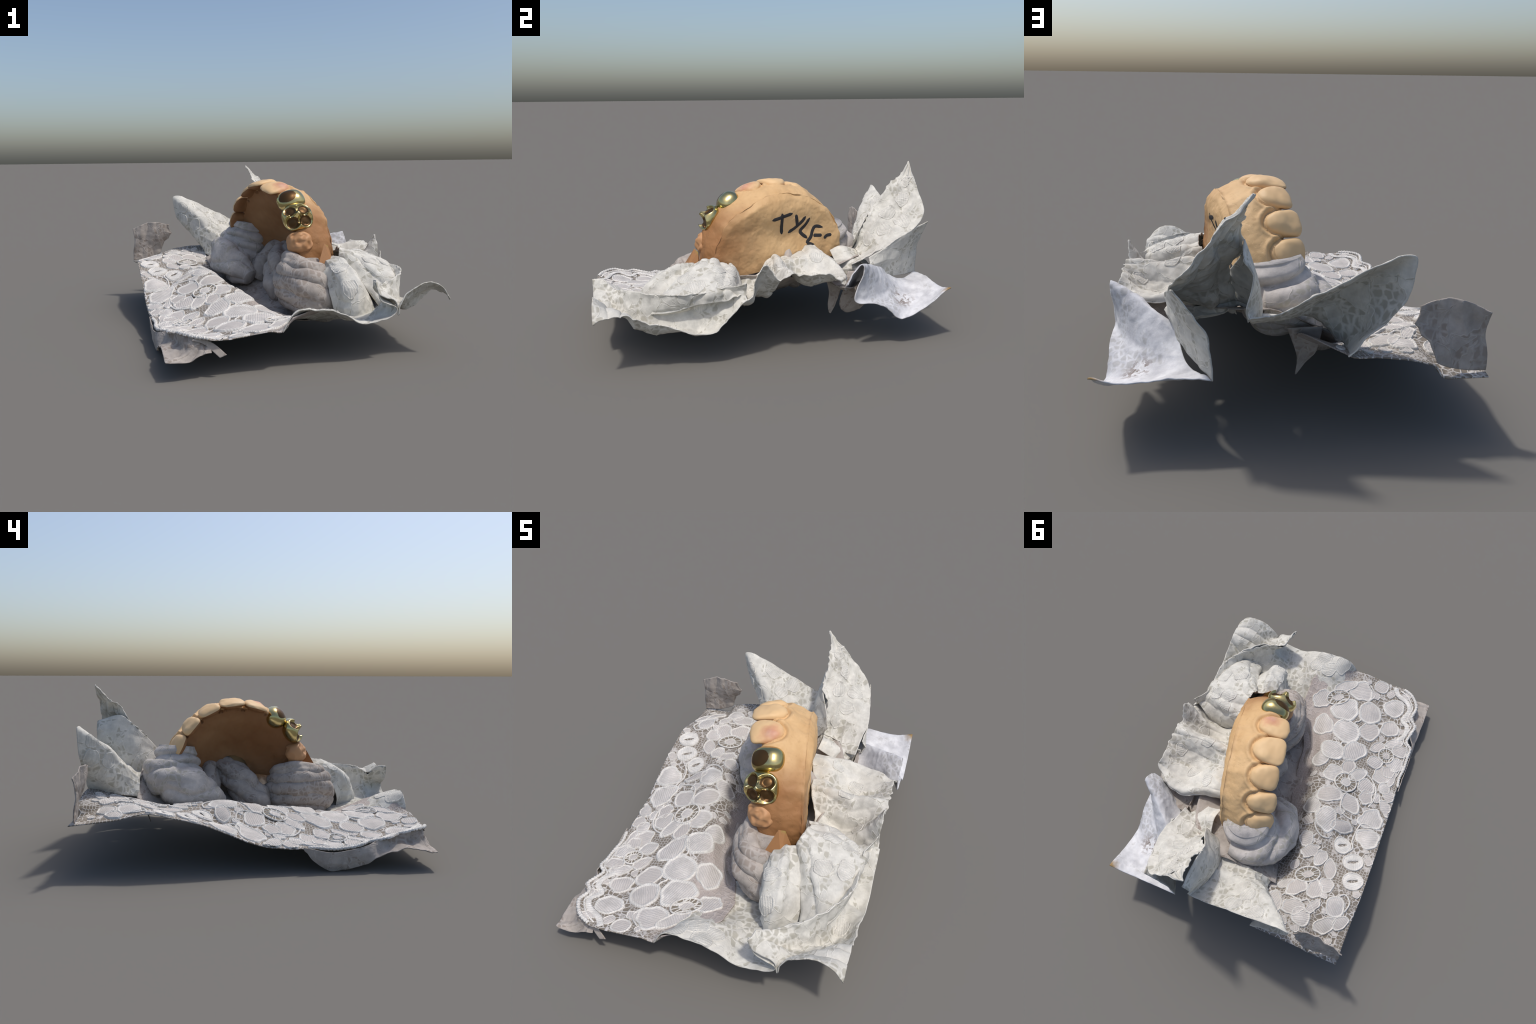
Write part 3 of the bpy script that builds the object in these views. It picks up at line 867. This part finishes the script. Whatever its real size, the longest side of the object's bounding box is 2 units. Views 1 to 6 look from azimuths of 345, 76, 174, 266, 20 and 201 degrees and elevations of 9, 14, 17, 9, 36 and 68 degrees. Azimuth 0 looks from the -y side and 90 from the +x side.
FACING = {"lace_cape": Vector((.5, -.5, .7)), "hanging_fold": Vector((0, -.7, .7)), "cloth_peak": Vector((.7, -.7, .2)),
          "leaf_fold": Vector((-.5, -.5, .7)), "curled_fold": Vector((0, 0, 1)), "ridged_fold": Vector((.3, 0, 1)),
          "hanging_skirt": Vector((.8, -.3, .5)), "cloth_tray": Vector((.2, .2, 1)), "upright_panel": Vector((-.9, 0, .3))}
for surface, spots in {
        "lace_cape": [(.28, .45, .055, .045, 20), (.42, .70, .06, .045, 60), (.55, .35, .05, .045, 10), (.62, .62, .055, .04, 100), (.75, .4, .045, .04, 0)],
        "hanging_fold": [(.30, .40, .055, .045, 80), (.60, .45, .06, .045, 95)],
        "cloth_peak": [(.35, .5, .045, .05, 0), (.50, .35, .055, .05, 30), (.52, .70, .055, .05, 0), (.66, .5, .05, .055, 80), (.78, .3, .04, .045, 0), (.20, .5, .03, .05, 0)],
        "leaf_fold": [(.12, .60, .06, .05, 0), (.14, .75, .055, .05, 40), (.35, .62, .05, .045, 0), (.20, .40, .05, .045, 90), (.16, .28, .06, .05, 60),
                      (.40, .30, .045, .05, 0)],
        "curled_fold": [(.12, .14, .07, .06, 30), (.30, .22, .065, .05, 0), (.10, .30, .06, .05, 60), (.28, .34, .05, .045, 0)],
        "ridged_fold": [(.50, .45, .055, .04, 20), (.80, .55, .05, .045, 0), (.85, .30, .045, .04, 60), (.68, .8, .045, .04, 0), (.30, .6, .05, .04, 30)],
        "hanging_skirt": [(.62, .70, .055, .05, 0), (.45, .60, .05, .04, 60), (.75, .35, .04, .035, 0)]}.items():
    for spot in spots:
        fold_petal(surface, *spot)

# scalloped border of the sheet: a broad inner band and a beaded outer cord
draped_cord("lace_band", [(-.476, -.985), (-.520, -.934), (-.597, -.897), (-.629, -.838), (-.608, -.769), (-.653, -.729),
                          (-.659, -.663), (-.623, -.603)], .007, .004, flat=2.6)
draped_cord("lace_cord", [(-.54, -.990), (-.610, -.955), (-.663, -.880), (-.661, -.827), (-.662, -.788), (-.702, -.742),
                          (-.696, -.687), (-.686, -.622), (-.728, -.58), (-.732, -.515), (-.736, -.425), (-.728, -.348),
                          (-.74, -.275)], .009, .006, flat=1.1, beads=.25)
draped_cord("lace_cord", [(-.52, -.975), (-.585, -.938), (-.640, -.870), (-.640, -.827), (-.640, -.78), (-.678, -.742),
                          (-.672, -.687), (-.664, -.622), (-.706, -.58), (-.712, -.515), (-.716, -.425), (-.706, -.348)],
            .005, .006)
# winding outline cords between the petals
for path in [[(-.47, -.30), (-.50, -.27), (-.55, -.25), (-.60, -.20), (-.62, -.12), (-.60, -.04)],
             [(-.45, -.10), (-.42, -.03), (-.43, .06), (-.47, .10), (-.55, .11)],
             [(-.30, -.42), (-.27, -.40), (-.31, -.30), (-.38, -.32)],
             [(-.57, .34), (-.60, .29), (-.58, .23), (-.60, .10), (-.70, .09)],
             [(-.44, .29), (-.39, .30), (-.33, .26), (-.31, .19), (-.33, .10)],
             [(-.53, .78), (-.46, .72), (-.42, .74), (-.33, .73), (-.30, .75)],
             [(-.62, .63), (-.66, .60), (-.70, .64), (-.69, .70)],
             [(-.34, -.58), (-.30, -.60), (-.33, -.64), (-.30, -.74), (-.33, -.80), (-.36, -.87), (-.30, -.93)]]:
    draped_cord("lace_cord", path, .0055, .006, beads=.1)

# ------------------------------------------------------------------ the cast
cast = bpy.data.objects.new("dental_cast", None)
cast.location = (0, 0, 0)
bpy.context.collection.objects.link(cast)
cast["label"] = "ochre plaster dental cast with two gold crowns and marker lettering"
cast["category"] = "dental cast"

DEPTH = np.array([.981, .195, 0.0])     # from the teeth to the base
SIDE = np.array([-.195, .981, 0.0])     # along the arch, front leg to back leg
UP = np.array([0, 0, 1.0])

def cast_point(p, q, z):
    return DEPTH * p + SIDE * q + UP * z

# front teeth along the arch: side, height, tip depth, neck depth, width, thickness
TEETH = [(-.055, .860, -.015, .170, .150, .085), (.105, .880, -.028, .170, .158, .085),
         (.252, .835, -.015, .155, .142, .090), (.370, .740, -.028, .150, .130, .105),
         (.447, .624, -.024, .145, .130, .115)]

def tooth_axes(q, z, lean=0.0):
    ang = math.atan2(z - .46, q - .06) + lean
    return SIDE * math.cos(ang) + UP * math.sin(ang), -SIDE * math.sin(ang) + UP * math.cos(ang)

def gum_relief(v):
    """Groove round the neck of each tooth and a soft collar of gum beyond it."""
    h = 0.0
    for q, z, tip, neck, width, thick in TEETH:
        o, w = tooth_axes(q, z)
        d = v - cast_point(0.5 * (tip + neck), q, z)
        if d @ o < -0.06:
            continue
        e = math.hypot((d @ DEPTH) / (0.5 * (neck - tip)), (d @ w) / (0.5 * width))
        h += -.012 * math.exp(-((e - 1.06) / .07) ** 2) + .007 * math.exp(-((e - 1.32) / .13) ** 2)
    return h

margin = np.array(spline([(-.40, .36), (-.405, .48), (-.39, .58), (-.345, .69), (-.26, .78), (-.15, .845), (-.02, .88),
                          (.12, .885), (.25, .855), (.35, .785), (.44, .69), (.50, .59), (.52, .50), (.52, .43)], 260))
base_edge = np.array(spline([(-.37, .36), (-.375, .48), (-.345, .60), (-.28, .70), (-.19, .765), (-.09, .81), (0, .84),
                             (.11, .845), (.22, .825), (.32, .77), (.41, .695), (.455, .61), (.47, .52), (.47, .43)], 260))
CENTRE = np.array([.06, .40])

def base_depth(q, z):
    """The base face is upright above and swells outwards below."""
    belly = 0.026 * math.exp(-((z - .745) / .085) ** 2) * math.exp(-((q - .04) / .30) ** 2)
    hollow = 0.010 * math.exp(-((z - .60) / .07) ** 2) * math.exp(-((q - .05) / .25) ** 2)
    return 0.304 + belly - hollow

for k, (q, z) in enumerate(base_edge):                     # uneven, chipped rim
    d = base_edge[k] - CENTRE
    n1 = noise.noise(Vector((q * 9, z * 9, 1.0))) + 0.6 * noise.noise(Vector((q * 26, z * 26, 4.0)))
    base_edge[k] = CENTRE + d * (1 + 0.022 * n1)

rings = []
for k in np.linspace(0.02, 0.94, 16):                      # base face, from the middle to its edge
    ring = CENTRE + (base_edge - CENTRE) * k
    rings.append([(base_depth(q, z), q, z) for q, z in ring])
wall = [(.000, 0.00), (.02, 0.00), (.12, -.004), (.35, .006), (.60, .010), (.80, .004), (1.0, 0)]
for f, bulge in wall:                                      # outer gum wall
    ring = base_edge * (1 - f) + margin * f
    d = ring - CENTRE
    ring = CENTRE + d * (1 + bulge / np.linalg.norm(d, axis=1, keepdims=True))
    p = .295 * (1 - f) + .125 * f
    rings.append([(p, q, z) for q, z in ring])
for k, p in [(.985, .09), (.95, .062), (.90, .058), (.85, .068), (.79, .085), (.70, .115), (.58, .16), (.45, .205), (.32, .235), (.24, .25)]:
    ring = CENTRE + (margin - CENTRE) * k                  # ridge under the teeth, then the palate
    rings.append([(p, q, z) for q, z in ring])
g = across([[cast_point(*r) for r in ring] for ring in rings], 150)
n = normals_of(g)
for i in range(g.shape[0]):
    for j in range(g.shape[1]):
        v = Vector(g[i, j])
        h = 0.008 * noise.noise(v * 8) + 0.004 * noise.noise(v * 20) + 0.0015 * noise.noise(v * 60)
        if 74 < i < 118:
            h += gum_relief(g[i, j])
        if 48 < i < 82:                                    # chipped, wavy rim of the base
            h += 0.004 * noise.noise(v * 14 + Vector((3, 3, 3)))
        g[i, j] += n[i, j] * h
body_tree = BVHTree.FromPolygons([Vector(a) for a in g.reshape(-1, 3)], grid_faces(*g.shape[:2]))
body_normals = normals_of(g)
# one smooth surface, cut into its regions along shared borders
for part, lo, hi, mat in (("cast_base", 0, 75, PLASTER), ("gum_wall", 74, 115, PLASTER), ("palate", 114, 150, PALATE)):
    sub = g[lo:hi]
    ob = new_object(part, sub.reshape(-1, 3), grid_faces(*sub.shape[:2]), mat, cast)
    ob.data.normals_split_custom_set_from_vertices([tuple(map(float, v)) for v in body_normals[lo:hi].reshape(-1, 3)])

def tooth(name, q, z, p_tip, p_neck, width, thick, material, lean=0.0, shift=0.0, seed=0.0, blunt=0.55):
    """Shovel-shaped tooth: rounded neck at the gum, broad thin edge at the tip."""
    o, w = tooth_axes(q, z, lean)                          # outwards, and along the arch
    c = cast_point(0.5 * (p_tip + p_neck), q, z) + o * shift
    half = 0.5 * (p_neck - p_tip)
    verts, R, C = [], 26, 40
    for i in range(R):
        s = -1 + 2 * i / (R - 1)                           # -1 tip .. 1 neck
        prof = max(0.0, 1 - abs(s) ** (5.0 if s < 0 else 2.0)) ** 0.5
        wd = width * 0.5 * prof * (1.0 - 0.10 * s)
        th = thick * 0.5 * prof * (0.75 + 0.30 * s)
        for j in range(C):
            a = 2 * math.pi * j / C
            ca, sa = math.cos(a), math.sin(a)
            x = math.copysign(abs(ca) ** (blunt + .25), ca) * wd
            y = math.copysign(abs(sa) ** (blunt + .35), sa) * th
            v = c + DEPTH * s * half + w * x + o * (y + 0.006 * s - 0.006 * s * s)
            v = v + o * (0.006 * noise.noise(Vector(v * 13) + Vector((seed, 0, 0))) + 0.003 * noise.noise(Vector(v * 34)))
            v = v - DEPTH * 0.008 * noise.noise(Vector(v * 18) + Vector((0, seed, 0))) * max(0, -s)   # worn, chipped edge
            verts.append(v)
    faces = grid_faces(R, C, True)
    ob = new_object(name, verts, faces, material, cast)
    ob.data.materials.append(PALATE)                       # inner side coloured dark, like the palate's painted shadow
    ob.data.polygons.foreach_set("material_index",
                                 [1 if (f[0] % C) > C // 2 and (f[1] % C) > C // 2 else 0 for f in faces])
    return ob

for k, (q, z, tip, neck, width, thick) in enumerate(TEETH):
    tooth("tooth", q, z, tip, neck, width, thick, RED_TOOTH if k == 0 else TOOTH, seed=k + 1)

def crown(name, centre, facing, size, material, pits=(), flat=0.55, lumps=0.0, pit_material=None):
    """Back tooth: a rounded disc facing outwards; pits press hollows into its face."""
    fc = Vector(facing).normalized()
    side = Vector(DEPTH) - fc * Vector(DEPTH).dot(fc)
    side.normalize()
    up = fc.cross(side)
    verts, deep, R, C = [], [], 90, 96
    for i in range(R):
        th = math.pi * i / (R - 1)
        for j in range(C):
            a = 2 * math.pi * j / C
            x, y, z = math.sin(th) * math.cos(a), math.sin(th) * math.sin(a), math.cos(th)
            r = (abs(x) ** 2.6 + abs(y) ** 2.6) ** (1 / 2.6)
            e = math.sqrt(x * x + y * y) / max(r, 1e-6)
            e = min(e, 1.12)
            h = z * flat
            deep.append(0)
            if z > 0:
                for px, py, pr, pd in pits:
                    d = math.hypot(x * e - px, y * e - py) / pr
                    deep[-1] = max(deep[-1], 1 if d < 0.92 else 0)
                    if d < 1.25:
                        h -= pd * (1 - min(1, max(0, (d - 0.55) / 0.70)) ** 1.5)
            h += lumps * noise.noise(Vector((x * 2 + 3, y * 2, z * 2)))
            verts.append(Vector(centre) + side * (x * e * size[0]) + up * (y * e * size[1]) + fc * (h * size[2]))
    faces = grid_faces(R, C, True)
    ob = new_object(name, verts, faces, material, cast)
    if pit_material:
        ob.data.materials.append(pit_material)
        ob.data.polygons.foreach_set("material_index", [1 if (deep[f[0]] + deep[f[2]]) > 1 else 0 for f in faces])
    return ob

crown("gold_crown", (.140, -.180, .785), (-.10, -.62, .78), (.088, .072, .088), GOLD, pits=[(-.32, -.05, .66, .05)],
      flat=.8, pit_material=PIT)
crown("gold_crown", (.142, -.298, .696), (-.15, -.85, .48), (.094, .084, .094), GOLD,
      pits=[(-.42, -.42, .43, .45), (.42, -.42, .43, .45), (-.42, .42, .40, .35), (.44, .40, .40, .4)], flat=.72,
      pit_material=PIT)
crown("molar", (.150, -.318, .545), (-.12, -.93, .28), (.080, .070, .085), MOLAR, pits=[(-.1, .1, .35, .08)], flat=.85, lumps=.22)

# broken shard standing in front of the molars
shard = [(.27, -.414, .546), (.215, -.47, .44), (.30, -.475, .43), (.335, -.40, .44), (.26, -.38, .44), (.30, -.395, .53)]
new_object("plaster_shard", shard, [(0, 1, 2), (0, 2, 5), (5, 2, 3), (0, 5, 4), (5, 3, 4), (0, 4, 1)], PLASTER, cast, smooth=False)

# handwritten marker letters on the base, as strokes laid on the surface
strokes = {
    "T": [[(-.017, .695), (.034, .708), (.116, .728)], [(.045, .734), (.051, .672), (.061, .60)]],
    "X": [[(.142, .718), (.155, .67), (.163, .634)], [(.213, .70), (.164, .645), (.103, .604)]],
    "L": [[(.244, .687), (.213, .641), (.187, .603), (.236, .558)]],
    "E": [[(.34, .619), (.285, .626), (.259, .564), (.236, .53), (.282, .514)], [(.336, .568), (.277, .572)]],
    "R": [[(.355, .544), (.373, .562), (.406, .565)]],
}
for letter, lines in strokes.items():
    verts, faces = [], []
    for line in lines:
        path = spline(line, 26)
        tang = np.gradient(path, axis=0)
        tang /= np.linalg.norm(tang, axis=1, keepdims=True)
        start = len(verts)
        for i, (c, t) in enumerate(zip(path, tang)):
            cap = min(1, 0.35 + 0.25 * min(i, 25 - i))
            for m in range(5):
                o = (m / 2 - 1) * 0.0108 * cap
                q, z = c[0] - t[1] * o, c[1] + t[0] * o
                org = Vector(cast_point(1.0, q, z))
                hit = body_tree.ray_cast(org, -Vector(DEPTH))[0]
                if hit is None:
                    hit = Vector(cast_point(.298, q, z))
                verts.append(hit + Vector(DEPTH) * (0.0022 if 0 < m < 4 else 0.0004))
        for i in range(25):
            for m in range(4):
                a = start + i * 5 + m
                faces.append((a, a + 1, a + 6, a + 5))
    new_object("marker_letter", verts, faces, INK, cast)
